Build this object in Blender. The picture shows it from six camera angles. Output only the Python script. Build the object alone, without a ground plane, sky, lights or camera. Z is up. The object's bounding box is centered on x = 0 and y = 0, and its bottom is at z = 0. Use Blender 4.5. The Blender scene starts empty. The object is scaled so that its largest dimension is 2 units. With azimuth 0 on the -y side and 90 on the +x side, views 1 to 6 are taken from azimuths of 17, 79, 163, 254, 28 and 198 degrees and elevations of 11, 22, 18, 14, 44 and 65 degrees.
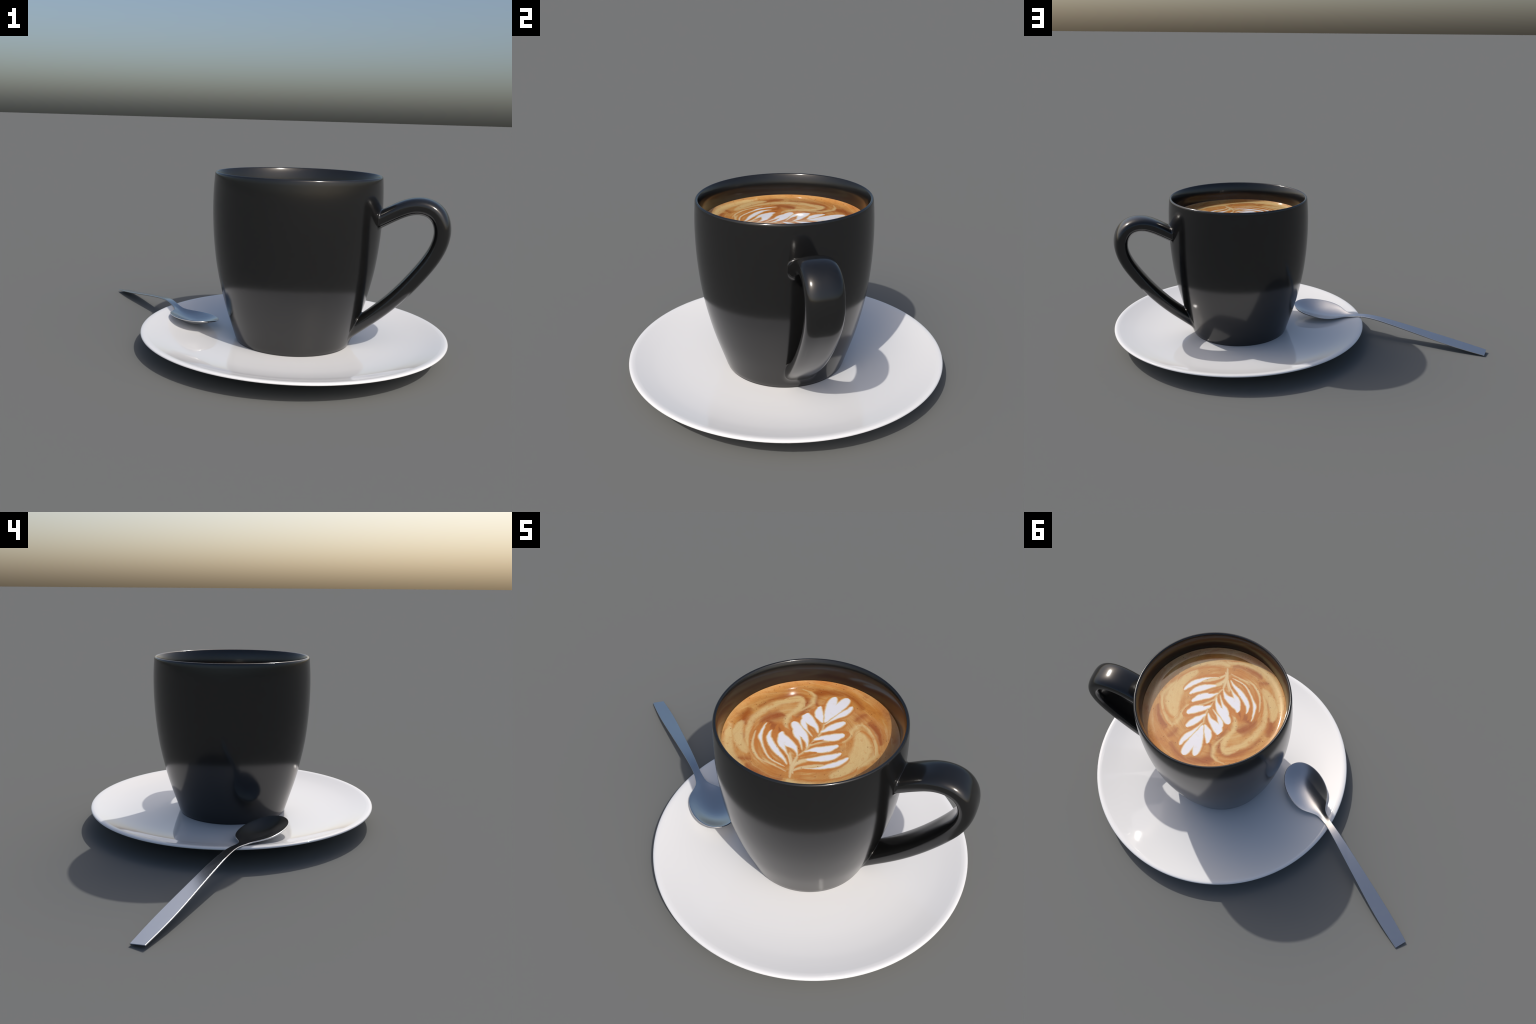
"""A latte in a black cup on a white saucer, with a steel spoon leaning on the rim.

Three things that can be lifted apart: the cup (body, handle, coffee), the saucer,
the spoon (bowl, stem).  Metres, z up.
"""
import bpy
import bmesh
import math
import numpy as np
from mathutils import Vector

CX = 0.2766            # axis of cup and saucer
COFFEE_Z = 0.7386
COFFEE_R = 0.3572
SEG = 192


# ---------------------------------------------------------------- helpers
def spline(knots, values, x):
    """Natural cubic spline through (knots, values)."""
    k, r, x = np.asarray(knots, float), np.asarray(values, float), np.asarray(x, float)
    n, h = len(k), np.diff(k)
    A, b = np.eye(n), np.zeros(n)
    for i in range(1, n - 1):
        A[i, i - 1:i + 2] = h[i - 1], 2 * (h[i - 1] + h[i]), h[i]
        b[i] = 6 * ((r[i + 1] - r[i]) / h[i] - (r[i] - r[i - 1]) / h[i - 1])
    m = np.linalg.solve(A, b)
    i = np.clip(np.searchsorted(k, x) - 1, 0, n - 2)
    t, H = x - k[i], h[i]
    return (r[i] + t * ((r[i + 1] - r[i]) / H - H * (2 * m[i] + m[i + 1]) / 6)
            + t * t * m[i] / 2 + t ** 3 * (m[i + 1] - m[i]) / (6 * H))


def smooth_curve(points, per=6):
    """Catmull-Rom through 2-D profile points (centripetal)."""
    p = np.array(points, float)
    p = np.vstack([2 * p[0] - p[1], p, 2 * p[-1] - p[-2]])
    out = []
    for i in range(1, len(p) - 2):
        t = [0.0]
        for j in range(3):
            t.append(t[-1] + max(np.linalg.norm(p[i + j] - p[i + j - 1]), 1e-9) ** 0.5)
        for u in np.linspace(t[1], t[2], per, endpoint=False):
            a = [((t[j + 1] - u) * p[i - 1 + j] + (u - t[j]) * p[i + j]) / (t[j + 1] - t[j]) for j in range(3)]
            b = [((t[j + 2] - u) * a[j] + (u - t[j]) * a[j + 1]) / (t[j + 2] - t[j]) for j in range(2)]
            out.append(((t[2] - u) * b[0] + (u - t[1]) * b[1]) / (t[2] - t[1]))
    out.append(p[-2])
    return np.array(out)


def grid_faces(rows, cols, wrap=True):
    faces = []
    for i in range(rows - 1):
        for j in range(cols if wrap else cols - 1):
            a, b = i * cols + j, i * cols + (j + 1) % cols
            faces.append((a, b, b + cols, a + cols))
    return faces


def make(name, verts, faces, material, parent=None, normals=None, smooth=True):
    me = bpy.data.meshes.new(name)
    me.from_pydata([tuple(map(float, v)) for v in verts], [], faces)
    me.materials.append(material)
    me.polygons.foreach_set("use_smooth", [smooth] * len(me.polygons))
    me.update()
    if normals is not None:
        me.normals_split_custom_set_from_vertices([tuple(map(float, n)) for n in normals])
    ob = bpy.data.objects.new(name, me)
    bpy.context.scene.collection.objects.link(ob)
    if parent is not None:
        ob.parent = parent
    return ob


def lathe(profile, seg=SEG):
    """Turn (r, z) points round the z axis; r = 0 at an end closes it with a fan."""
    prof = [tuple(p) for p in profile]
    start, end = prof[0][0] < 1e-6, prof[-1][0] < 1e-6
    rings = prof[1 if start else 0:len(prof) - (1 if end else 0)]
    a = np.linspace(0, 2 * math.pi, seg, endpoint=False)
    verts = [(r * math.cos(t), r * math.sin(t), z) for r, z in rings for t in a]
    faces = grid_faces(len(rings), seg)
    if start:
        verts.append((0, 0, prof[0][1]))
        c = len(verts) - 1
        faces += [(c, (j + 1) % seg, j) for j in range(seg)]
    if end:
        verts.append((0, 0, prof[-1][1]))
        c, o = len(verts) - 1, (len(rings) - 1) * seg
        faces += [(c, o + j, o + (j + 1) % seg) for j in range(seg)]
    return verts, faces


def thing(name, label, category, location=(0, 0, 0)):
    ob = bpy.data.objects.new(name, None)
    bpy.context.scene.collection.objects.link(ob)
    ob.location = location
    ob["label"], ob["category"] = label, category
    return ob


# ---------------------------------------------------------------- materials
def new_material(name):
    m = bpy.data.materials.new(name)
    m.use_nodes = True
    nt = m.node_tree
    return m, nt, nt.nodes["Principled BSDF"]


class Nodes:
    """Small helper for writing node maths as expressions."""

    def __init__(self, nt):
        self.nt = nt

    def node(self, kind, **settings):
        n = self.nt.nodes.new(kind)
        for k, v in settings.items():
            setattr(n, k, v)
        return n

    def feed(self, socket, value):
        if isinstance(value, bpy.types.NodeSocket):
            self.nt.links.new(value, socket)
        else:
            socket.default_value = value

    def math(self, op, a, b=None, c=None, clamp=False):
        n = self.node("ShaderNodeMath", operation=op, use_clamp=clamp)
        for s, v in zip(n.inputs, (a, b, c)):
            if v is not None:
                self.feed(s, v)
        return n.outputs[0]

    def dot(self, v, d):
        n = self.node("ShaderNodeVectorMath", operation="DOT_PRODUCT")
        self.feed(n.inputs[0], v)
        n.inputs[1].default_value = d
        return n.outputs["Value"]

    def curve(self, x, points):
        n = self.node("ShaderNodeFloatCurve")
        n.mapping.use_clip = False
        n.mapping.extend = "HORIZONTAL"
        c = n.mapping.curves[0]
        c.points[0].location, c.points[1].location = points[0], points[-1]
        for p in points[1:-1]:
            c.points.new(*p)
        for q in c.points:
            q.handle_type = "AUTO_CLAMPED"
        n.mapping.update()
        self.feed(n.inputs["Value"], x)
        return n.outputs[0]

    def ramp(self, x, lo, hi, a=0.0, b=1.0):
        n = self.node("ShaderNodeMapRange", interpolation_type="SMOOTHSTEP")
        for s, v in zip(n.inputs, (x, lo, hi, a, b)):
            self.feed(s, v)
        return n.outputs[0]

    def noise(self, v, scale, detail=3.0, rough=0.5, distort=0.0):
        n = self.node("ShaderNodeTexNoise")
        self.feed(n.inputs["Vector"], v)
        n.inputs["Scale"].default_value = scale
        n.inputs["Detail"].default_value = detail
        n.inputs["Roughness"].default_value = rough
        n.inputs["Distortion"].default_value = distort
        return n

    def mix(self, f, a, b):
        n = self.node("ShaderNodeMix", data_type="RGBA")
        self.feed(n.inputs[0], f)
        self.feed(n.inputs[6], a)
        self.feed(n.inputs[7], b)
        return n.outputs[2]


def srgb(r, g, b):
    f = lambda c: c / 12.92 if c <= 0.04045 else ((c + 0.055) / 1.055) ** 2.4
    return (f(r / 255), f(g / 255), f(b / 255), 1.0)


def glazed(name, colour, roughness, ior=1.5):
    m, nt, p = new_material(name)
    p.inputs["Base Color"].default_value = colour
    p.inputs["Roughness"].default_value = roughness
    p.inputs["IOR"].default_value = ior
    return m


def brushed_steel():
    m, nt, p = new_material("brushed_steel")
    N = Nodes(nt)
    p.inputs["Base Color"].default_value = STEEL
    p.inputs["Metallic"].default_value = 1.0
    p.inputs["Roughness"].default_value = STEEL_ROUGH
    return m


STEEL, STEEL_ROUGH = (0.60, 0.60, 0.60, 1), 0.22


# ---- the poured pattern: strokes of (x, y, half width) on the coffee, unit = its radius
WHITE = [
    [(0.114, -0.502, 0.0048), (0.24, -0.449, 0.0107), (0.333, -0.388, 0.0237), (0.419, -0.31, 0.0354), (0.482, -0.22, 0.0294), (0.524, -0.135, 0.0047)],
    [(0.09, -0.365, 0.0047), (0.189, -0.32, 0.0294), (0.282, -0.26, 0.047), (0.348, -0.207, 0.0422), (0.395, -0.15, 0.0263), (0.426, -0.103, 0.0058)],
    [(0.027, -0.263, 0.0035), (0.087, -0.208, 0.0175), (0.182, -0.155, 0.0495), (0.261, -0.104, 0.0477), (0.313, -0.046, 0.029), (0.349, -0, 0.0058)],
    [(0.049, -0.035, 0.0046), (0.113, 0.02, 0.0287), (0.184, 0.058, 0.0506), (0.253, 0.102, 0.0574), (0.307, 0.153, 0.0401), (0.344, 0.196, 0.0086)],
    [(0.072, 0.11, 0.0046), (0.119, 0.178, 0.0256), (0.174, 0.255, 0.0482), (0.218, 0.316, 0.0464), (0.25, 0.365, 0.031), (0.274, 0.396, 0.0085)],
    [(0.063, 0.249, 0.0045), (0.104, 0.346, 0.0113), (0.147, 0.437, 0.0252), (0.194, 0.517, 0.0402), (0.228, 0.598, 0.0334), (0.245, 0.7, 0.0044)],
    [(0.05, 0.282, 0.0113), (0.059, 0.4, 0.0393), (0.076, 0.5, 0.0602), (0.102, 0.603, 0.0654), (0.125, 0.698, 0.0634), (0.138, 0.777, 0.0483), (0.145, 0.819, 0.0164)],
    [(0.042, 0.343, 0.0113), (0.018, 0.461, 0.0335), (0.01, 0.552, 0.0499), (0.004, 0.631, 0.058), (-0.005, 0.702, 0.0505), (-0.008, 0.756, 0.0301), (-0.008, 0.784, 0.0109)],
    [(0.039, 0.272, 0.0057), (0.002, 0.317, 0.0253), (-0.047, 0.376, 0.0493), (-0.08, 0.439, 0.0474), (-0.097, 0.496, 0.0306), (-0.107, 0.549, 0.0044)],
    [(0.066, 0.088, 0.0046), (0.005, 0.171, 0.0216), (-0.083, 0.229, 0.0509), (-0.147, 0.277, 0.063), (-0.191, 0.325, 0.0516), (-0.192, 0.378, 0.0084)],
    [(0.028, 0.01, 0.0034), (-0.025, 0.05, 0.0069), (-0.082, 0.095, 0.0125), (-0.138, 0.152, 0.0312), (-0.179, 0.215, 0.0327), (-0.199, 0.265, 0.0169)],
    [(0.043, -0.187, 0.0047), (0.01, -0.106, 0.0162), (-0.051, -0.029, 0.0379), (-0.123, 0.024, 0.0572), (-0.199, 0.088, 0.0558), (-0.257, 0.145, 0.0425), (-0.285, 0.173, 0.0085)],
    [(0.009, -0.239, 0.0035), (-0.042, -0.157, 0.0081), (-0.089, -0.095, 0.0161), (-0.146, -0.036, 0.0316), (-0.197, 0.024, 0.0274), (-0.22, 0.055, 0.0114)],
    [(0.001, -0.363, 0.0029), (-0.026, -0.298, 0.0088), (-0.078, -0.243, 0.0279), (-0.162, -0.206, 0.0568), (-0.242, -0.161, 0.0624), (-0.303, -0.111, 0.0414), (-0.335, -0.037, 0.0046)],
    [(-0.011, -0.509, 0.003), (-0.074, -0.409, 0.0047), (-0.136, -0.343, 0.0082), (-0.193, -0.29, 0.0221), (-0.248, -0.236, 0.0348), (-0.297, -0.174, 0.026), (-0.319, -0.123, 0.0115)],
    [(-0.042, -0.52, 0.003), (-0.107, -0.454, 0.013), (-0.205, -0.394, 0.0293), (-0.301, -0.321, 0.0361), (-0.379, -0.249, 0.0347), (-0.426, -0.193, 0.0277), (-0.444, -0.134, 0.0201), (-0.453, -0.056, 0.0029)],
    [(-0.046, -0.555, 0.0036), (-0.129, -0.537, 0.0053), (-0.224, -0.516, 0.0065), (-0.328, -0.451, 0.0082), (-0.413, -0.361, 0.0093), (-0.478, -0.277, 0.0145), (-0.517, -0.225, 0.0242), (-0.535, -0.166, 0.0218), (-0.545, -0.111, 0.0183), (-0.556, -0.037, 0.0114), (-0.558, 0.036, 0.0023)],
]
CREAM = [
    [(0.057, -0.615, 0.0149), (0.037, -0.547, 0.0089), (0.041, -0.45, 0.0207), (0.095, -0.377, 0.0236), (0.163, -0.329, 0.0176), (0.214, -0.308, 0.0059)],
    [(0.046, -0.571, 0.0089), (0.11, -0.493, 0.0148), (0.178, -0.442, 0.0178), (0.259, -0.394, 0.0148), (0.321, -0.358, 0.0059)],
    [(0.064, -0.695, 0.0018), (0.046, -0.64, 0.0096), (0.026, -0.578, 0.0143), (0.008, -0.502, 0.0213), (0.002, -0.423, 0.0147), (0, -0.343, 0.007)],
    [(0, -0.343, 0.0059), (0.04, -0.235, 0.0058), (0.054, -0.124, 0.007), (0.071, -0.019, 0.0069), (0.083, 0.083, 0.008), (0.081, 0.173, 0.0068), (0.056, 0.28, 0.0057)],
    [(-0.005, -0.616, 0.0036), (-0.133, -0.586, 0.0048), (-0.287, -0.565, 0.0053), (-0.384, -0.538, 0.0059), (-0.472, -0.468, 0.0082), (-0.534, -0.383, 0.0105), (-0.571, -0.297, 0.0104), (-0.597, -0.207, 0.008), (-0.614, -0.135, 0.0034)],
    [(0.043, -0.227, 0.0029), (0.04, -0.175, 0.0046), (0.07, -0.118, 0.0058), (0.138, -0.042, 0.0058), (0.23, 0.017, 0.0035)],
    [(-0.002, -0.506, 0.0059), (-0.044, -0.425, 0.0147), (-0.077, -0.37, 0.0117), (-0.105, -0.326, 0.0047)],
]
DARK = [
    [(0.061, -0.593, 0.0048), (0.103, -0.551, 0.0131), (0.204, -0.508, 0.0238), (0.303, -0.46, 0.0214), (0.417, -0.379, 0.0036)],
    [(0.039, -0.553, 0.0048), (0.075, -0.479, 0.013), (0.162, -0.4, 0.0213), (0.231, -0.353, 0.0142), (0.28, -0.329, 0.0024)],
    [(0.028, -0.34, 0.0047), (0.085, -0.276, 0.0164), (0.134, -0.225, 0.0105), (0.171, -0.199, 0.0023)],
    [(0.048, -0.106, 0.0035), (0.098, -0.042, 0.0104), (0.134, -0.003, 0.0081), (0.165, 0.021, 0.0023)],
    [(0.047, -0.179, 0.0035), (0.112, -0.123, 0.0116), (0.202, -0.059, 0.0151), (0.296, -0.006, 0.0139), (0.383, 0.025, 0.0081)],
    [(0.17, -0.05, 0.0023), (0.262, 0.009, 0.0069), (0.339, 0.075, 0.015), (0.376, 0.153, 0.0195), (0.386, 0.241, 0.0114)],
    [(0.379, 0.245, 0.0171), (0.291, 0.221, 0.0194), (0.2, 0.163, 0.0206), (0.125, 0.091, 0.016), (0.076, 0.042, 0.0034)],
    [(0.075, 0.233, 0.0034), (0.11, 0.316, 0.0147), (0.17, 0.379, 0.0169), (0.259, 0.413, 0.0084)],
    [(0.111, 0.469, 0.0022), (0.131, 0.532, 0.0056), (0.163, 0.606, 0.01), (0.202, 0.676, 0.0138), (0.223, 0.733, 0.0066)],
    [(0.063, 0.126, 0.0046), (0.019, 0.208, 0.0147), (-0.035, 0.266, 0.0215), (-0.098, 0.326, 0.0253), (-0.146, 0.391, 0.0251), (-0.172, 0.458, 0.0083)],
    [(0.041, 0.318, 0.0034), (-0.002, 0.429, 0.0157), (-0.047, 0.52, 0.025), (-0.093, 0.585, 0.0138)],
    [(0.047, -0.126, 0.007), (0.006, -0.029, 0.0196), (-0.058, 0.034, 0.024), (-0.134, 0.098, 0.0273), (-0.21, 0.161, 0.0283), (-0.276, 0.215, 0.0169), (-0.344, 0.261, 0.0022)],
    [(0.036, -0.384, 0.0059), (-0.007, -0.278, 0.0193), (-0.076, -0.189, 0.0337), (-0.169, -0.11, 0.0432), (-0.26, -0.037, 0.0487), (-0.341, 0.012, 0.0285), (-0.402, 0.055, 0.0023)],
    [(-0.002, -0.52, 0.0059), (-0.069, -0.421, 0.0153), (-0.16, -0.365, 0.0246), (-0.254, -0.298, 0.0279), (-0.331, -0.213, 0.0301), (-0.374, -0.129, 0.0333), (-0.407, -0.024, 0.02), (-0.427, 0.06, 0.0023)],
    [(-0.019, -0.58, 0.0036), (-0.121, -0.541, 0.013), (-0.225, -0.496, 0.0165), (-0.32, -0.428, 0.0199), (-0.395, -0.348, 0.021), (-0.452, -0.255, 0.0231), (-0.486, -0.168, 0.0259), (-0.505, -0.045, 0.0205), (-0.509, 0.044, 0.0023)],
    [(-0.013, -0.626, 0.0036), (-0.129, -0.598, 0.0095), (-0.252, -0.58, 0.0107), (-0.354, -0.541, 0.0118), (-0.439, -0.463, 0.0141), (-0.487, -0.38, 0.0163), (-0.538, -0.285, 0.0174), (-0.574, -0.2, 0.0201), (-0.603, -0.08, 0.0171), (-0.614, 0.02, 0.0023)],
    [(0.018, 0.028, 0.0103), (-0.034, 0.075, 0.0171), (-0.069, 0.121, 0.0137), (-0.075, 0.151, 0.0034)],
    [(0.022, -0.188, 0.0035), (-0.016, -0.135, 0.0151), (-0.047, -0.1, 0.0092), (-0.068, -0.074, 0.0023)],
    [(0.058, 0.656, 0.0099), (0.061, 0.731, 0.0187), (0.051, 0.783, 0.0109)],
]
THIN = [
    [(-0.011, -0.646, 0.0036), (-0.169, -0.647, 0.0071), (-0.334, -0.595, 0.0089), (-0.484, -0.499, 0.0106), (-0.578, -0.365, 0.0128), (-0.638, -0.222, 0.0138), (-0.666, -0.069, 0.0091)],
    [(0.765, -0.001, 0.0061), (0.693, 0.167, 0.0096), (0.596, 0.282, 0.0119), (0.494, 0.327, 0.0142), (0.441, 0.282, 0.0131), (0.432, 0.157, 0.0108), (0.419, 0.043, 0.006)],
    [(0.808, 0.041, 0.0061), (0.731, 0.207, 0.0108), (0.634, 0.336, 0.0119), (0.537, 0.423, 0.0106), (0.461, 0.462, 0.007)],
    [(0.092, -0.644, 0.0036), (0.179, -0.596, 0.006), (0.31, -0.554, 0.0036)],
    [(0.091, -0.658, 0.003), (0.199, -0.648, 0.009), (0.356, -0.596, 0.0108), (0.499, -0.508, 0.0108), (0.604, -0.402, 0.0107), (0.659, -0.294, 0.0107), (0.658, -0.219, 0.003)],
]
TAN = [
    [(0.475, -0.485, 0.0373), (0.574, -0.307, 0.0679), (0.615, -0.11, 0.0976), (0.598, 0.078, 0.1025), (0.518, 0.241, 0.0715), (0.467, 0.304, 0.0237)],
    [(0.66, -0.277, 0.0123), (0.754, -0.061, 0.022), (0.745, 0.102, 0.0242), (0.659, 0.277, 0.0262), (0.532, 0.407, 0.0283), (0.455, 0.447, 0.0117)],
    [(0.481, 0.443, 0.0118), (0.423, 0.383, 0.0259), (0.394, 0.279, 0.0237), (0.402, 0.173, 0.0191), (0.373, 0.068, 0.0096)],
    [(-0.273, -0.009, 0.0119), (-0.334, 0.077, 0.0237), (-0.368, 0.199, 0.0258), (-0.346, 0.325, 0.0279), (-0.319, 0.439, 0.0324), (-0.333, 0.537, 0.0345), (-0.375, 0.587, 0.016)],
    [(-0.361, 0.579, 0.0286), (-0.476, 0.487, 0.046), (-0.605, 0.365, 0.0393), (-0.691, 0.217, 0.0372), (-0.727, 0.059, 0.0352), (-0.714, -0.11, 0.0333), (-0.66, -0.281, 0.0288), (-0.581, -0.418, 0.0121)],
    [(-0.309, 0.351, 0.0035), (-0.259, 0.434, 0.0139), (-0.212, 0.554, 0.0207), (-0.235, 0.674, 0.0228), (-0.321, 0.746, 0.0181), (-0.419, 0.762, 0.0068)],
    [(-0.281, 0.478, 0.0162), (-0.324, 0.56, 0.0252), (-0.395, 0.593, 0.0274), (-0.469, 0.56, 0.0275), (-0.536, 0.492, 0.0184)],
    [(0.07, -0.772, 0.0251), (-0.131, -0.828, 0.0377), (-0.38, -0.814, 0.0437), (-0.585, -0.714, 0.0494), (-0.736, -0.556, 0.0549), (-0.851, -0.361, 0.0481), (-0.924, -0.183, 0.0178)],
    [(-0.166, -0.567, 0.0099), (-0.35, -0.561, 0.0308), (-0.511, -0.449, 0.0244)],
    [(-0.546, -0.518, 0.0183), (-0.634, -0.437, 0.0486), (-0.741, -0.337, 0.0602), (-0.83, -0.15, 0.0475), (-0.834, -0.071, 0.0177)],
    [(0.564, -0.554, 0.0188), (0.417, -0.649, 0.0314), (0.205, -0.739, 0.0377), (0.055, -0.733, 0.0251)],
]
GLOW = [
    [(-0.026, -0.14, 0.0241), (-0.149, -0.006, 0.0597), (-0.306, 0.033, 0.0831), (-0.427, -0.023, 0.0832), (-0.536, -0.115, 0.0596), (-0.54, -0.266, 0.0241)],
    [(-0.038, 0.498, 0.0232), (-0.136, 0.359, 0.0583), (-0.23, 0.207, 0.0588), (-0.281, 0.123, 0.0236)],
]
BROWN = [
    [(-0.196, -0.749, 0.0075), (-0.091, -0.77, 0.0175), (-0.006, -0.733, 0.015)],
    [(-0.071, 0.871, 0.0113), (0.094, 0.866, 0.0284), (0.262, 0.797, 0.0286), (0.37, 0.706, 0.0231)],
    [(-0.347, 0.206, 0.0117), (-0.458, 0.22, 0.0526), (-0.539, 0.152, 0.0703), (-0.602, 0.037, 0.0413), (-0.599, -0.069, 0.0119)],
    [(-0.324, 0.081, 0.0118), (-0.371, -0.016, 0.0476), (-0.472, 0.002, 0.0533), (-0.58, 0.071, 0.0353)],
    [(-0.279, 0.243, 0.0094), (-0.251, 0.384, 0.0256), (-0.259, 0.525, 0.0322), (-0.318, 0.62, 0.0297), (-0.397, 0.643, 0.0114)],
    [(-0.337, 0.639, 0.0171), (-0.464, 0.607, 0.0319), (-0.6, 0.508, 0.0275), (-0.71, 0.367, 0.0184), (-0.763, 0.257, 0.007)],
    [(-0.84, 0.178, 0.0174), (-0.85, 0.043, 0.0469), (-0.832, -0.044, 0.0354), (-0.775, -0.104, 0.0119)],
    [(0.058, 0.84, 0.0284), (-0.078, 0.831, 0.0623), (-0.205, 0.774, 0.0624), (-0.208, 0.633, 0.0458), (-0.147, 0.538, 0.0231)],
    [(-0.198, -0.779, 0.015), (-0.318, -0.749, 0.0349), (-0.397, -0.734, 0.0323), (-0.462, -0.686, 0.0124)],
    [(-0.678, -0.314, 0.0144), (-0.737, -0.28, 0.0336), (-0.805, -0.29, 0.0144)],
    [(-0.457, -0.599, 0.0123), (-0.543, -0.629, 0.0222), (-0.609, -0.68, 0.0123)],
    [(0.439, 0.626, 0.0093), (0.386, 0.529, 0.021), (0.368, 0.456, 0.0094)],
    [(0.831, 0.297, 0.0239), (0.819, 0.156, 0.0362), (0.726, 0.26, 0.0418), (0.63, 0.402, 0.0414), (0.528, 0.499, 0.0293)],
]
NOTCH = DARK[2:4]


def latte_art():
    """Crema with a poured fern: soft swirls, brown furrows, white leaves."""
    m, nt, p = new_material("latte_art")
    N = Nodes(nt)
    geo = N.node("ShaderNodeTexCoord").outputs["Object"]
    scale = N.node("ShaderNodeVectorMath", operation="SCALE")
    N.feed(scale.inputs[0], geo)
    scale.inputs["Scale"].default_value = 1 / 0.357
    flat = scale.outputs[0]

    def wobble(v, sc, amount):
        n = N.noise(v, sc, 2.0)
        sub = N.node("ShaderNodeVectorMath", operation="MULTIPLY_ADD")
        N.feed(sub.inputs[0], n.outputs["Color"])
        sub.inputs[1].default_value = (amount, amount, 0)
        add = N.node("ShaderNodeVectorMath", operation="ADD")
        N.feed(add.inputs[0], v)
        sub.inputs[2].default_value = (-amount / 2, -amount / 2, 0)
        N.feed(add.inputs[1], sub.outputs[0])
        return add.outputs[0]

    fine = wobble(flat, 22.0, 0.014)
    loose = wobble(wobble(flat, 4.0, 0.04), 16.0, 0.022)

    def stroke(v, pts, grow, soft):
        """Signed distance inside a tapering stroke laid along its chord."""
        q = np.array(pts)
        a, b = q[0, :2], q[-1, :2]
        L = np.linalg.norm(b - a)
        d = (b - a) / L
        s = np.array([-d[1], d[0]])
        u = (q[:, :2] - a) @ d / L
        w = (q[:, :2] - a) @ s
        hh = q[:, 2] + grow
        order = np.argsort(u)
        u, w, hh = np.clip(u[order], 0, 1), w[order], hh[order]
        keep = np.r_[True, np.diff(u) > 0.02]
        u, w, hh = u[keep], w[keep], hh[keep]
        uu = N.math("ADD", N.dot(v, (*(d / L), 0)), -float(a @ d) / L)
        vv = N.math("ADD", N.dot(v, (*s, 0)), -float(a @ s))
        mid = N.curve(uu, [(float(x), float(y)) for x, y in zip(u, w)])
        if soft:
            prof = [(-0.12, -0.09)] + [(float(x), float(y)) for x, y in zip(u, hh)] + [(1.12, -0.09)]
            prof = [((x + 0.12) / 1.24, y) for x, y in prof]
            uu = N.math("MULTIPLY_ADD", uu, 1 / 1.24, 0.12 / 1.24)
        else:
            prof = [(0.0, -0.05)] + [(float(min(max(x, 0.015), 0.985)), float(y)) for x, y in zip(u, hh)] + [(1.0, -0.05)]
            prof = [prof[0]] + [c for c, e in zip(prof[1:], prof[:-1]) if c[0] - e[0] > 0.004]
        half = N.curve(uu, prof)
        off = N.math("ABSOLUTE", N.math("SUBTRACT", vv, mid))
        return N.math("SUBTRACT", half, off)

    def layer(v, strokes, grow=0.0, soft=False):
        best = None
        for pts in strokes:
            d = stroke(v, pts, grow, soft)
            best = d if best is None else N.math("MAXIMUM", best, d)
        return best

    C = PALETTE
    # ground colour: orange crema, mottled
    big = N.noise(loose, 2.2, 3.0, 0.5).outputs["Fac"]
    mot = N.noise(loose, 8.0, 5.0, 0.6).outputs["Fac"]
    grain = N.noise(flat, 70.0, 3.0, 0.7).outputs["Fac"]
    col = N.mix(N.ramp(big, 0.30, 0.70), C["orange"], C["crema"])
    col = N.mix(N.math("MULTIPLY", N.ramp(mot, 0.48, 0.75), 0.5), col, C["brown"])
    # streaks that run round the leaf
    off = N.node("ShaderNodeVectorMath", operation="ADD")
    N.feed(off.inputs[0], loose)
    off.inputs[1].default_value = (0.05, 0.18, 0)
    rad = N.node("ShaderNodeVectorMath", operation="LENGTH")
    N.feed(rad.inputs[0], off.outputs[0])
    swirl = N.node("ShaderNodeCombineXYZ")
    N.feed(swirl.inputs[0], N.math("MULTIPLY", rad.outputs["Value"], 9.0))
    swirl.inputs[1].default_value = 0.0
    slow = N.node("ShaderNodeVectorMath", operation="MULTIPLY_ADD")
    N.feed(slow.inputs[0], off.outputs[0])
    slow.inputs[1].default_value = (1.1, 1.1, 0)
    N.feed(slow.inputs[2], swirl.outputs[0])
    streak = N.noise(slow.outputs[0], 2.4, 6.0, 0.62).outputs["Fac"]
    col = N.mix(N.math("MULTIPLY", N.ramp(streak, 0.50, 0.68), 0.40), col, C["tan"])
    col = N.mix(N.math("MULTIPLY", N.ramp(streak, 0.46, 0.32), 0.40), col, C["brown"])
    # broad soft swirls
    t = N.ramp(layer(loose, GLOW, 0.0, True), -0.06, 0.03)
    col = N.mix(N.math("MULTIPLY", t, 0.9), col, C["furrow"])
    t = N.ramp(layer(loose, BROWN, 0.0, True), -0.055, 0.045)
    marble = N.ramp(N.math("ADD", N.math("MULTIPLY", streak, 0.7), N.math("MULTIPLY", mot, 0.3)), 0.36, 0.62)
    col = N.mix(N.math("MULTIPLY", t, N.math("MULTIPLY_ADD", marble, -0.25, 1.05, clamp=True)), col, C["brown"])
    t = N.ramp(layer(loose, TAN, 0.004, True), -0.03, 0.03)
    col = N.mix(N.math("MULTIPLY", t, N.math("MULTIPLY_ADD", marble, 0.25, 0.75, clamp=True)), col, C["tan"])
    # freckles of darker crema over the swirls
    fleck = N.ramp(N.noise(loose, 13.0, 5.0, 0.65).outputs["Fac"], 0.54, 0.72)
    col = N.mix(N.math("MULTIPLY", fleck, 0.45), col, C["furrow"])
    # leaves: orange surround, cream halo, milk white
    d = layer(fine, [[(*q[0][:2], 0.15 * q[0][2] - 0.004), *q[1:]] for q in WHITE], -0.002)
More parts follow.
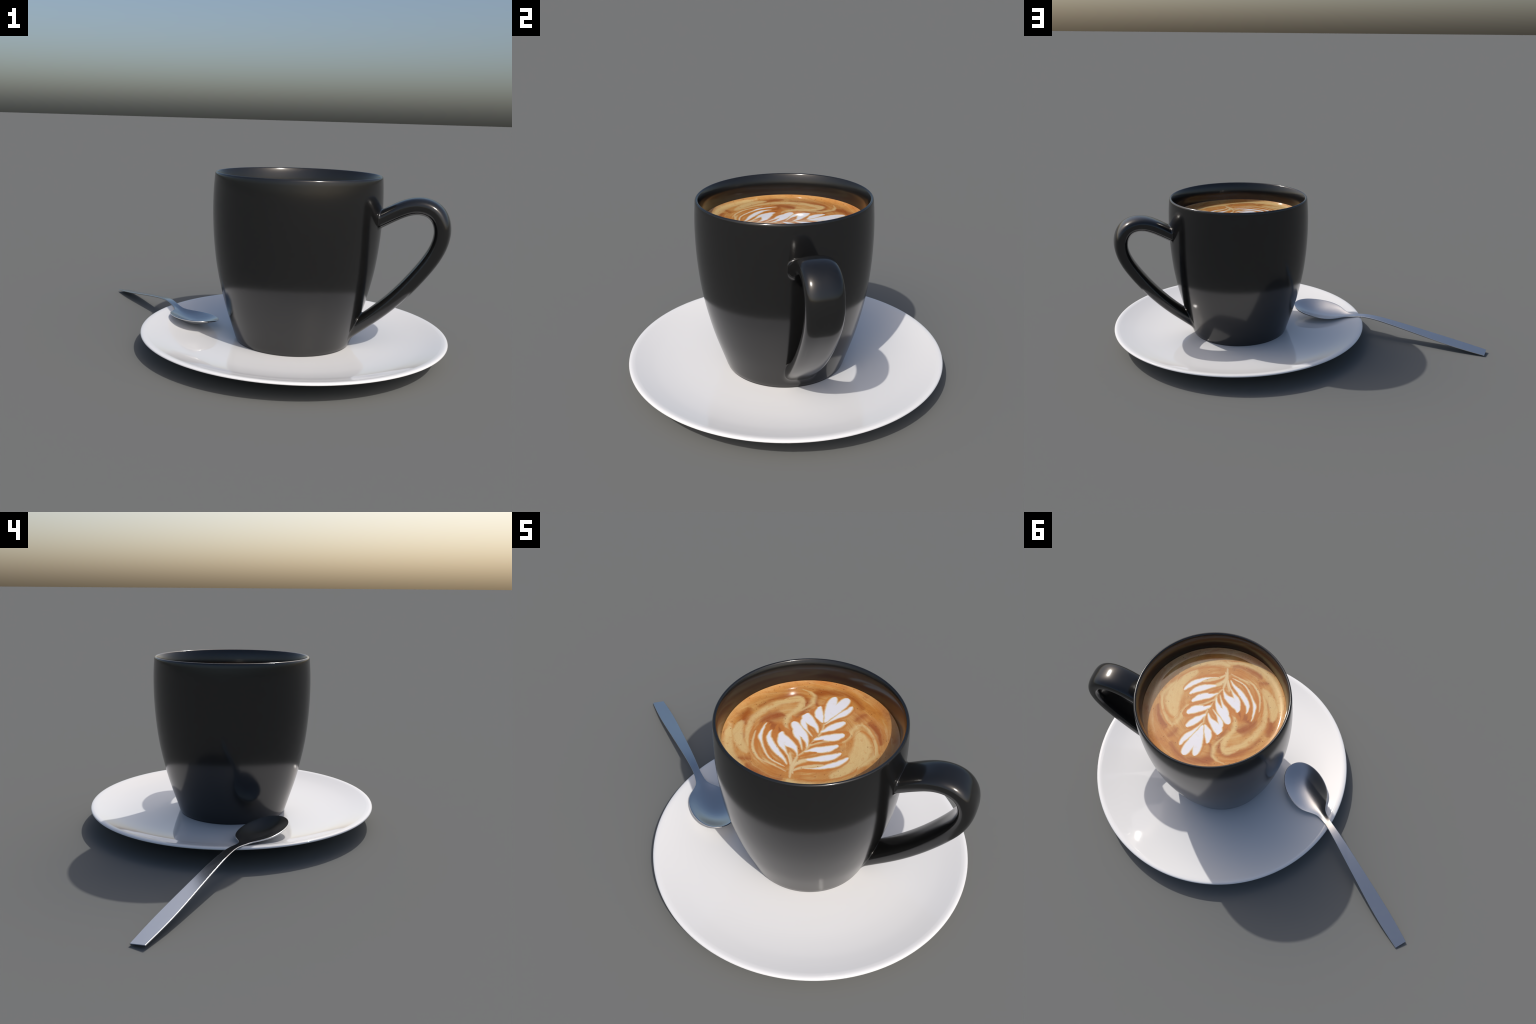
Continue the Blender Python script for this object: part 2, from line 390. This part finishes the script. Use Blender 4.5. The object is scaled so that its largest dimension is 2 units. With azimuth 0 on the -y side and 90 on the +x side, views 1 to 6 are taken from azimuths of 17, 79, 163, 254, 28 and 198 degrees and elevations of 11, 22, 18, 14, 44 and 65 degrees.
    col = N.mix(N.math("MULTIPLY", N.ramp(d, -0.048, -0.022), 0.75), col, C["furrow"])
    t = N.ramp(layer(fine, THIN), -0.010, 0.008)
    col = N.mix(N.math("MULTIPLY", t, 0.7), col, C["furrow"])
    t = N.ramp(layer(fine, DARK), -0.014, 0.008)
    col = N.mix(N.math("MULTIPLY", t, 0.85), col, C["furrow"])
    t = N.ramp(layer(fine, CREAM), -0.016, 0.012)
    col = N.mix(N.math("MULTIPLY", t, 0.85), col, C["cream"])
    col = N.mix(N.ramp(d, -0.018, 0.004), col, C["cream"])
    white = N.ramp(d, -0.004, 0.014)
    milk = N.mix(N.ramp(N.noise(fine, 12.0, 3.0).outputs["Fac"], 0.55, 0.85, 0.0, 0.35), C["milk"], C["cream"])
    col = N.mix(white, col, milk)
    # furrows that cut back into the leaves
    t = N.ramp(layer(fine, NOTCH), -0.010, 0.008)
    col = N.mix(t, col, C["furrow"])
    # grain and tiny dark bubbles in the crema
    grit = N.math("MULTIPLY_ADD", white, -0.20, 0.26)
    shade = N.math("ADD", N.math("MULTIPLY", grain, grit), N.math("MULTIPLY_ADD", grit, -0.5, 1.0))
    vm = N.node("ShaderNodeVectorMath", operation="SCALE")
    N.feed(vm.inputs[0], col)
    N.feed(vm.inputs["Scale"], shade)
    col = vm.outputs[0]
    vor = N.node("ShaderNodeTexVoronoi")
    N.feed(vor.inputs["Vector"], flat)
    vor.inputs["Scale"].default_value = 26.0
    size = N.ramp(N.dot(vor.outputs["Color"], (1, 0, 0)), 0.45, 1.0, 0.0, 0.20)
    dots = N.math("LESS_THAN", vor.outputs["Distance"], size)
    dots = N.math("MULTIPLY", dots, N.math("SUBTRACT", 1.0, white))
    col = N.mix(N.math("MULTIPLY", dots, 0.55), col, C["bubble"])
    N.feed(p.inputs["Base Color"], col)
    p.inputs["Roughness"].default_value = 0.055
    p.inputs["IOR"].default_value = 1.55
    return m


PALETTE = {
    "orange": srgb(186, 122, 56), "crema": srgb(196, 150, 88), "tan": srgb(208, 178, 122),
    "brown": srgb(154, 84, 34), "furrow": srgb(186, 116, 50), "cream": srgb(214, 192, 146),
    "milk": srgb(221, 220, 225), "bubble": srgb(100, 54, 28),
}

BLACK = glazed("black_glaze", (0.009, 0.009, 0.009, 1), 0.165, 1.6)
WHITE_GLAZE = glazed("white_glaze", (0.80, 0.795, 0.79, 1), 0.03)
METAL = brushed_steel()


# ---------------------------------------------------------------- cup
CUP_Z = [0.03, 0.12, 0.2, 0.3, 0.4, 0.5, 0.6, 0.7, 0.78, 0.835]
CUP_R = [0.2668, 0.2960, 0.3221, 0.3484, 0.3692, 0.3825, 0.3899, 0.3919, 0.3892, 0.3848]


def cup_radius(z):
    return spline(CUP_Z, CUP_R, z)


def cup_profile():
    foot = smooth_curve([(0.0, 0.0442), (0.16, 0.0442), (0.240, 0.0440), (0.2620, 0.0438), (0.2682, 0.0444), (0.2706, 0.0462), (0.2716, 0.0500), (float(cup_radius(0.060)), 0.060)])[:-1]
    wall = [(float(cup_radius(z)), z) for z in np.linspace(0.060, 0.828, 60)]
    # rim: tight outer roll, then a long soft run-out down the inside
    crest_r, crest_z = 0.3776, 0.8395
    a = np.linspace(0, math.pi / 2, 9)[1:]
    lip = [(crest_r + 0.0074 * math.cos(t), crest_z - 0.0105 * (1 - math.sin(t))) for t in a]
    lip += [*map(tuple, smooth_curve([(crest_r, crest_z), (0.3731, 0.8374), (0.3692, 0.8302), (0.3655, 0.8205), (0.3624, 0.8085),
                                      (0.3597, 0.7935), (0.3577, 0.7740), (0.3568, 0.7545)], 6))][1:]
    inner = [(float(min(cup_radius(z) - 0.0335, 0.3567)), z) for z in np.linspace(0.735, 0.10, 36)]
    floor = smooth_curve([(0.252, 0.088), (0.235, 0.074), (0.20, 0.068), (0.0, 0.066)])
    return [*map(tuple, foot), *wall, *map(tuple, lip), *inner, *map(tuple, floor)]


def handle_mesh():
    """Rounded-rectangle bar along a heart-shaped spine; each end runs out in a small fillet on the wall."""
    sx = [0.6883, 0.7781, 0.8492, 0.8993, 0.9292, 0.9366, 0.9104, 0.8445, 0.7406, 0.5868, 0.3824]
    sz = [0.6679, 0.7136, 0.7226, 0.7020, 0.6593, 0.5966, 0.5130, 0.4106, 0.2866, 0.1515, 0.0150]
    k = np.linspace(0, 1, len(sx))
    s = np.linspace(-0.12, 1, 400)
    x, z = spline(k, sx, s) - CX, spline(k, sz, s)
    tx, tz = np.gradient(x), np.gradient(z)
    L = np.hypot(tx, tz)
    tx, tz = tx / L, tz / L
    half_t = spline([-0.12, 0, 0.2, 0.4, 0.6, 0.8, 1.0], [0.0350, 0.0354, 0.0368, 0.0362, 0.0350, 0.0332, 0.0282], s)
    half_w = spline([-0.12, 0, 0.33, 0.67, 1.0], [0.0732, 0.0732, 0.0744, 0.0724, 0.0655], s)
    phi = np.linspace(0, 2 * np.pi, 64, endpoint=False)
    c, n = np.cos(phi), np.sin(phi)
    e = 2.8
    g = (abs(c) ** e + abs(n) ** e) ** (-1 / e)

    def ring(i):
        a, w = (half_t[i] + 0.001) * c * g - 0.001, half_w[i] * n * g
        return np.stack([x[i] - tz[i] * a, w, z[i] + tx[i] * a], 1)

    def outside(P):
        return np.hypot(P[:, 0], P[:, 1]) - cup_radius(np.clip(P[:, 2], 0.03, 0.835))

    rings = [ring(i) for i in range(400)]
    free = [i for i in range(400) if outside(rings[i]).min() > 0.002]
    first, last = free[0], free[-1]

    def land(i, step, lengths, fillet):
        """Carry ring i along its direction on to the wall and out over it."""
        d = np.array([tx[i], 0, tz[i]]) * step
        P = rings[i]
        lo, hi = np.zeros(len(P)), np.full(len(P), 0.25)
        for _ in range(40):
            mid = (lo + hi) / 2
            o = outside(P + mid[:, None] * d) > 0
            lo, hi = np.where(o, mid, lo), np.where(o, hi, mid)
        hit = P + lo[:, None] * d
        zc = np.clip(hit[:, 2], 0.03, 0.835)
        r = np.hypot(hit[:, 0], hit[:, 1])
        slope = (cup_radius(zc + 1e-3) - cup_radius(zc - 1e-3)) / 2e-3
        N = np.stack([hit[:, 0] / r, hit[:, 1] / r, -slope], 1)
        N /= np.linalg.norm(N, axis=1)[:, None]
        tang = np.roll(hit, -1, 0) - np.roll(hit, 1, 0)
        out = np.cross(tang, N)
        out /= np.linalg.norm(out, axis=1)[:, None]
        centre = hit.mean(0)
        out *= np.sign(((hit - centre) * out).sum(1))[:, None]
        f = fillet(hit)[:, None]
        A, Cc = hit - np.minimum(f, lo[:, None] * 0.9 + 0.0004) * d, hit + out * f
        Cc[:, 2] = np.maximum(Cc[:, 2], 0.066)
        rc = cup_radius(np.clip(Cc[:, 2], 0.03, 0.835)) - 0.0003
        k2 = rc / np.hypot(Cc[:, 0], Cc[:, 1])
        Cc[:, 0] *= k2
        Cc[:, 1] *= k2
        res = []
        for t in np.linspace(0, 1, 9):
            res.append((1 - t) ** 2 * A + 2 * t * (1 - t) * hit + t * t * Cc)
        return res, N

    top, n_top = land(first, -1, None, lambda h: np.full(len(h), 0.014))
    low_z = rings[last][:, 2]
    bottom, n_low = land(last, 1, None, lambda h: 0.012 + 0.016 * np.clip((h[:, 2].max() - h[:, 2]) / np.ptp(h[:, 2]), 0, 1) ** 1.5)
    mid = [rings[i] for i in range(first + 1, last) if (i - first) % 4 == 0]
    allr = top[::-1] + mid + bottom
    V = np.vstack(allr)
    faces = grid_faces(len(allr), 64)
    return V, faces, n_top, n_low


CUP_BASE = 0.044
cup = thing("coffee_cup", "satin black ceramic cup of latte with fern foam art", "coffee cup", (CX, 0, CUP_BASE))
v, f = lathe(cup_profile())
make("cup_body", v, f, BLACK, cup).location = (0, 0, -CUP_BASE)

v, f, n_top, n_low = handle_mesh()
tmp = bpy.data.meshes.new("tmp")
tmp.from_pydata([tuple(map(float, p)) for p in v], [], f)
bm = bmesh.new()
bm.from_mesh(tmp)
bmesh.ops.recalc_face_normals(bm, faces=bm.faces)
# an open tube: make sure that it faces outwards
probe = max(bm.faces, key=lambda q: q.calc_center_median().x)
if probe.normal.x < 0:
    bmesh.ops.reverse_faces(bm, faces=bm.faces)
bm.normal_update()
f = [tuple(q.index for q in face.verts) for face in bm.faces]
nrm = np.array([tuple(q.normal) for q in bm.verts])
bm.free()
bpy.data.meshes.remove(tmp)
nrm[:64], nrm[-64:] = n_top, n_low
make("handle", v, f, BLACK, cup, normals=nrm).location = (0, 0, -CUP_BASE)

# coffee: a flat disc with its skirt against the wall; object origin at its centre
MENISCUS, MENISCUS_W = 0.0122, 0.043          # flat, climbing the wall at the edge
coffee_profile = [(r, 0) for r in (0, 0.1, 0.2, 0.28)]
for d in np.linspace(0, 1, 24):
    coffee_profile.append((COFFEE_R - MENISCUS_W * (1 - d), MENISCUS * d ** 2.8))
coffee_profile.append((COFFEE_R + 0.004, MENISCUS + 0.002))
v, f = lathe(coffee_profile)
coffee = make("coffee", v, f, latte_art(), cup)
coffee.location = (0, 0, COFFEE_Z - MENISCUS - CUP_BASE)
if coffee.data.polygons[0].normal.z < 0:
    coffee.data.flip_normals()


# ---------------------------------------------------------------- saucer
def saucer_profile():
    top = smooth_curve([(0.0, 0.0440), (0.15, 0.0441), (0.27, 0.0448), (0.34, 0.0475), (0.43, 0.0520), (0.52, 0.0595),
                        (0.60, 0.0716), (0.65, 0.0832), (0.68, 0.0914), (0.6950, 0.0957)], 8)[:-1]
    rim = smooth_curve([(0.6950, 0.0957), (0.7030, 0.0973), (0.7090, 0.0980), (0.7150, 0.0976), (0.7198, 0.0960), (0.7224, 0.0934), (0.7232, 0.0909),
                        (0.7222, 0.0890), (0.7180, 0.0874)], 6)[:-1]
    under = smooth_curve([(0.7180, 0.0874), (0.66, 0.0700), (0.58, 0.0405), (0.50, 0.0265), (0.44, 0.0190), (0.415, 0.0140), (0.405, 0.0060), (0.400, 0.0008),
                          (0.392, 0.0), (0.384, 0.0012), (0.378, 0.0080), (0.36, 0.0130), (0.25, 0.0160), (0.0, 0.0160)], 6)
    return [*map(tuple, top), *map(tuple, rim), *map(tuple, under)]


v, f = lathe(saucer_profile()[::-1])
saucer = make("saucer", v, f, WHITE_GLAZE)
saucer.location = (CX, 0, 0)
saucer["label"], saucer["category"] = "round glossy white porcelain saucer with curved rim", "saucer"


# ---------------------------------------------------------------- spoon
def spoon_parts():
    tip = np.array([-0.9994, 0.6681])
    heading, length = -0.7249, 1.186
    d = np.array([math.cos(heading), math.sin(heading)])
    side = np.array([d[1], -d[0]])                    # towards the front edge
    s0 = 0.0218
    s = np.r_[np.linspace(s0, 0.60, 60), np.linspace(0.60, 0.86, 60)[1:], 1 - 0.14 * (1 - np.linspace(0, 1, 50)[1:]) ** 2]
    s[-1] = 0.99995
    rim_z = spline([0, 0.2, 0.4, 0.5, 0.57, 0.63, 0.7, 0.77, 0.84, 0.92, 1.0],
                   [0.0075, 0.0420, 0.0816, 0.0998, 0.1088, 0.1086, 0.0975, 0.0962, 0.1023, 0.1080, 0.1172], s)
    w = spline([0, 0.15, 0.3, 0.45, 0.55, 0.62, 0.66, 0.69, 0.72, 0.77, 0.83, 0.9, 1.0],
               [0.0298, 0.0372, 0.0335, 0.0265, 0.0213, 0.0176, 0.0168, 0.0200, 0.0293, 0.0760, 0.1045, 0.1173, 0.1278], s)
    w = w * np.interp(s, [0.60, 0.68], [0.97, 1.0])
    w = w * np.sqrt(np.clip(1 - np.clip((s - 0.8) / 0.2, 0, 1) ** 2.2, 0, 1))
    roll = 0.1377 - 0.0351 * s
    x = np.clip((s - 0.655) / 0.345, 0, 1)
    depth = 0.031 * np.sin(math.pi * x ** 1.465) ** 1.15
    thick = np.interp(s, [0, 0.5, 0.64, 0.72, 1.0], [0.0055, 0.0075, 0.0062, 0.0062, 0.0060])
    t = np.sin(np.linspace(-1, 1, 25) * math.pi / 2)
    T, D = np.meshgrid(t, depth)
    sc = lambda a: a[:, None]
    bend = sc(-0.0049 * 4 * s * (1 - s))
    lat = T * sc(w * np.cos(roll)) + bend
    X = tip[0] + d[0] * length * sc(s) + side[0] * lat
    Y = tip[1] + d[1] * length * sc(s) + side[1] * lat
    Zt = sc(rim_z) + T * sc(w * np.sin(roll)) - D * (1 - T ** 2) ** 1.25
    top = np.stack([X, Y, Zt], -1)
    du = np.gradient(top, axis=0)
    # lateral derivative by direction, so that it stays defined at the end of the bowl
    dv = np.gradient(top, axis=1)
    dv /= np.linalg.norm(dv, axis=2)[..., None] + 1e-12
    nn = np.cross(du, dv)
    nn *= np.sign(nn[..., 2:3])
    nn /= np.linalg.norm(nn, axis=2)[..., None] + 1e-12
    mid = top - nn * sc(thick)[..., None] / 2
    nn[-1] = nn[-2]
    mid[-1] = top[-1] - nn[-1] * thick[-1] / 2
    rows, cols = T.shape
    arc = np.linspace(90, -90, 7)[1:-1] * math.pi / 180
    ring = []
    for i in range(rows):
        h = thick[i] / 2
        pts = [mid[i, j] + nn[i, j] * h for j in range(cols)]
        for j, sign in ((cols - 1, 1), (0, -1)):
            rim = mid[min(i + 1, rows - 1), j] - mid[max(i - 1, 0), j]
            out = np.cross(rim, nn[i, j]) if i < rows - 1 else np.array([d[0], d[1], 0.0])
            out /= np.linalg.norm(out) + 1e-12
            if i < rows - 1 and out @ (dv[i, j] * sign) < 0:
                out = -out
            angles = arc if sign == 1 else arc[::-1]
            edge = [mid[i, j] + nn[i, j] * h * math.sin(a) + out * h * 0.8 * math.cos(a) for a in angles]
            if sign == 1:
                pts += edge + [mid[i, q] - nn[i, q] * h for q in range(cols - 1, -1, -1)]
            else:
                pts += edge
        ring.append(pts)
    m = len(ring[0])
    V = np.array(ring).reshape(-1, 3)
    faces = grid_faces(rows, m)
    faces.append(tuple(range(m))[::-1])
    o = (rows - 1) * m
    faces.append(tuple(range(o, o + m)))
    return V, faces, m, s


V, faces, ring_n, s_rows = spoon_parts()
tmp = bpy.data.meshes.new("tmp")
tmp.from_pydata([tuple(map(float, p)) for p in V], [], faces)
bm = bmesh.new()
bm.from_mesh(tmp)
bmesh.ops.recalc_face_normals(bm, faces=bm.faces)
bm.faces.ensure_lookup_table()
bm.normal_update()
caps = bm.faces[-2].index, bm.faces[-1].index
faces = [tuple(q.index for q in face.verts) for face in bm.faces]
# vertex normals without the flat end caps
acc = np.zeros_like(V)
for q in bm.faces:
    if q.index in caps:
        continue
    a = q.calc_area()
    for vert in q.verts:
        acc[vert.index] += np.array(q.normal) * a
nrm = acc / (np.linalg.norm(acc, axis=1)[:, None] + 1e-20)
bm.free()
bpy.data.meshes.remove(tmp)

spoon = thing("teaspoon", "polished steel teaspoon leaning on the saucer rim", "spoon", (-0.55, 0.27, 0))
split = int(np.argmin(abs(s_rows - 0.665)))
for name, want in (("stem", lambda q: max(q) <= (split + 1) * ring_n - 1), ("bowl", lambda q: min(q) >= split * ring_n)):
    fs = [q for q in faces if want(q)]
    used = sorted({i for q in fs for i in q})
    at = {i: k for k, i in enumerate(used)}
    ob = make(name, V[used], [tuple(at[i] for i in q) for q in fs], METAL, spoon, normals=nrm[used])
    ob.location = -spoon.location
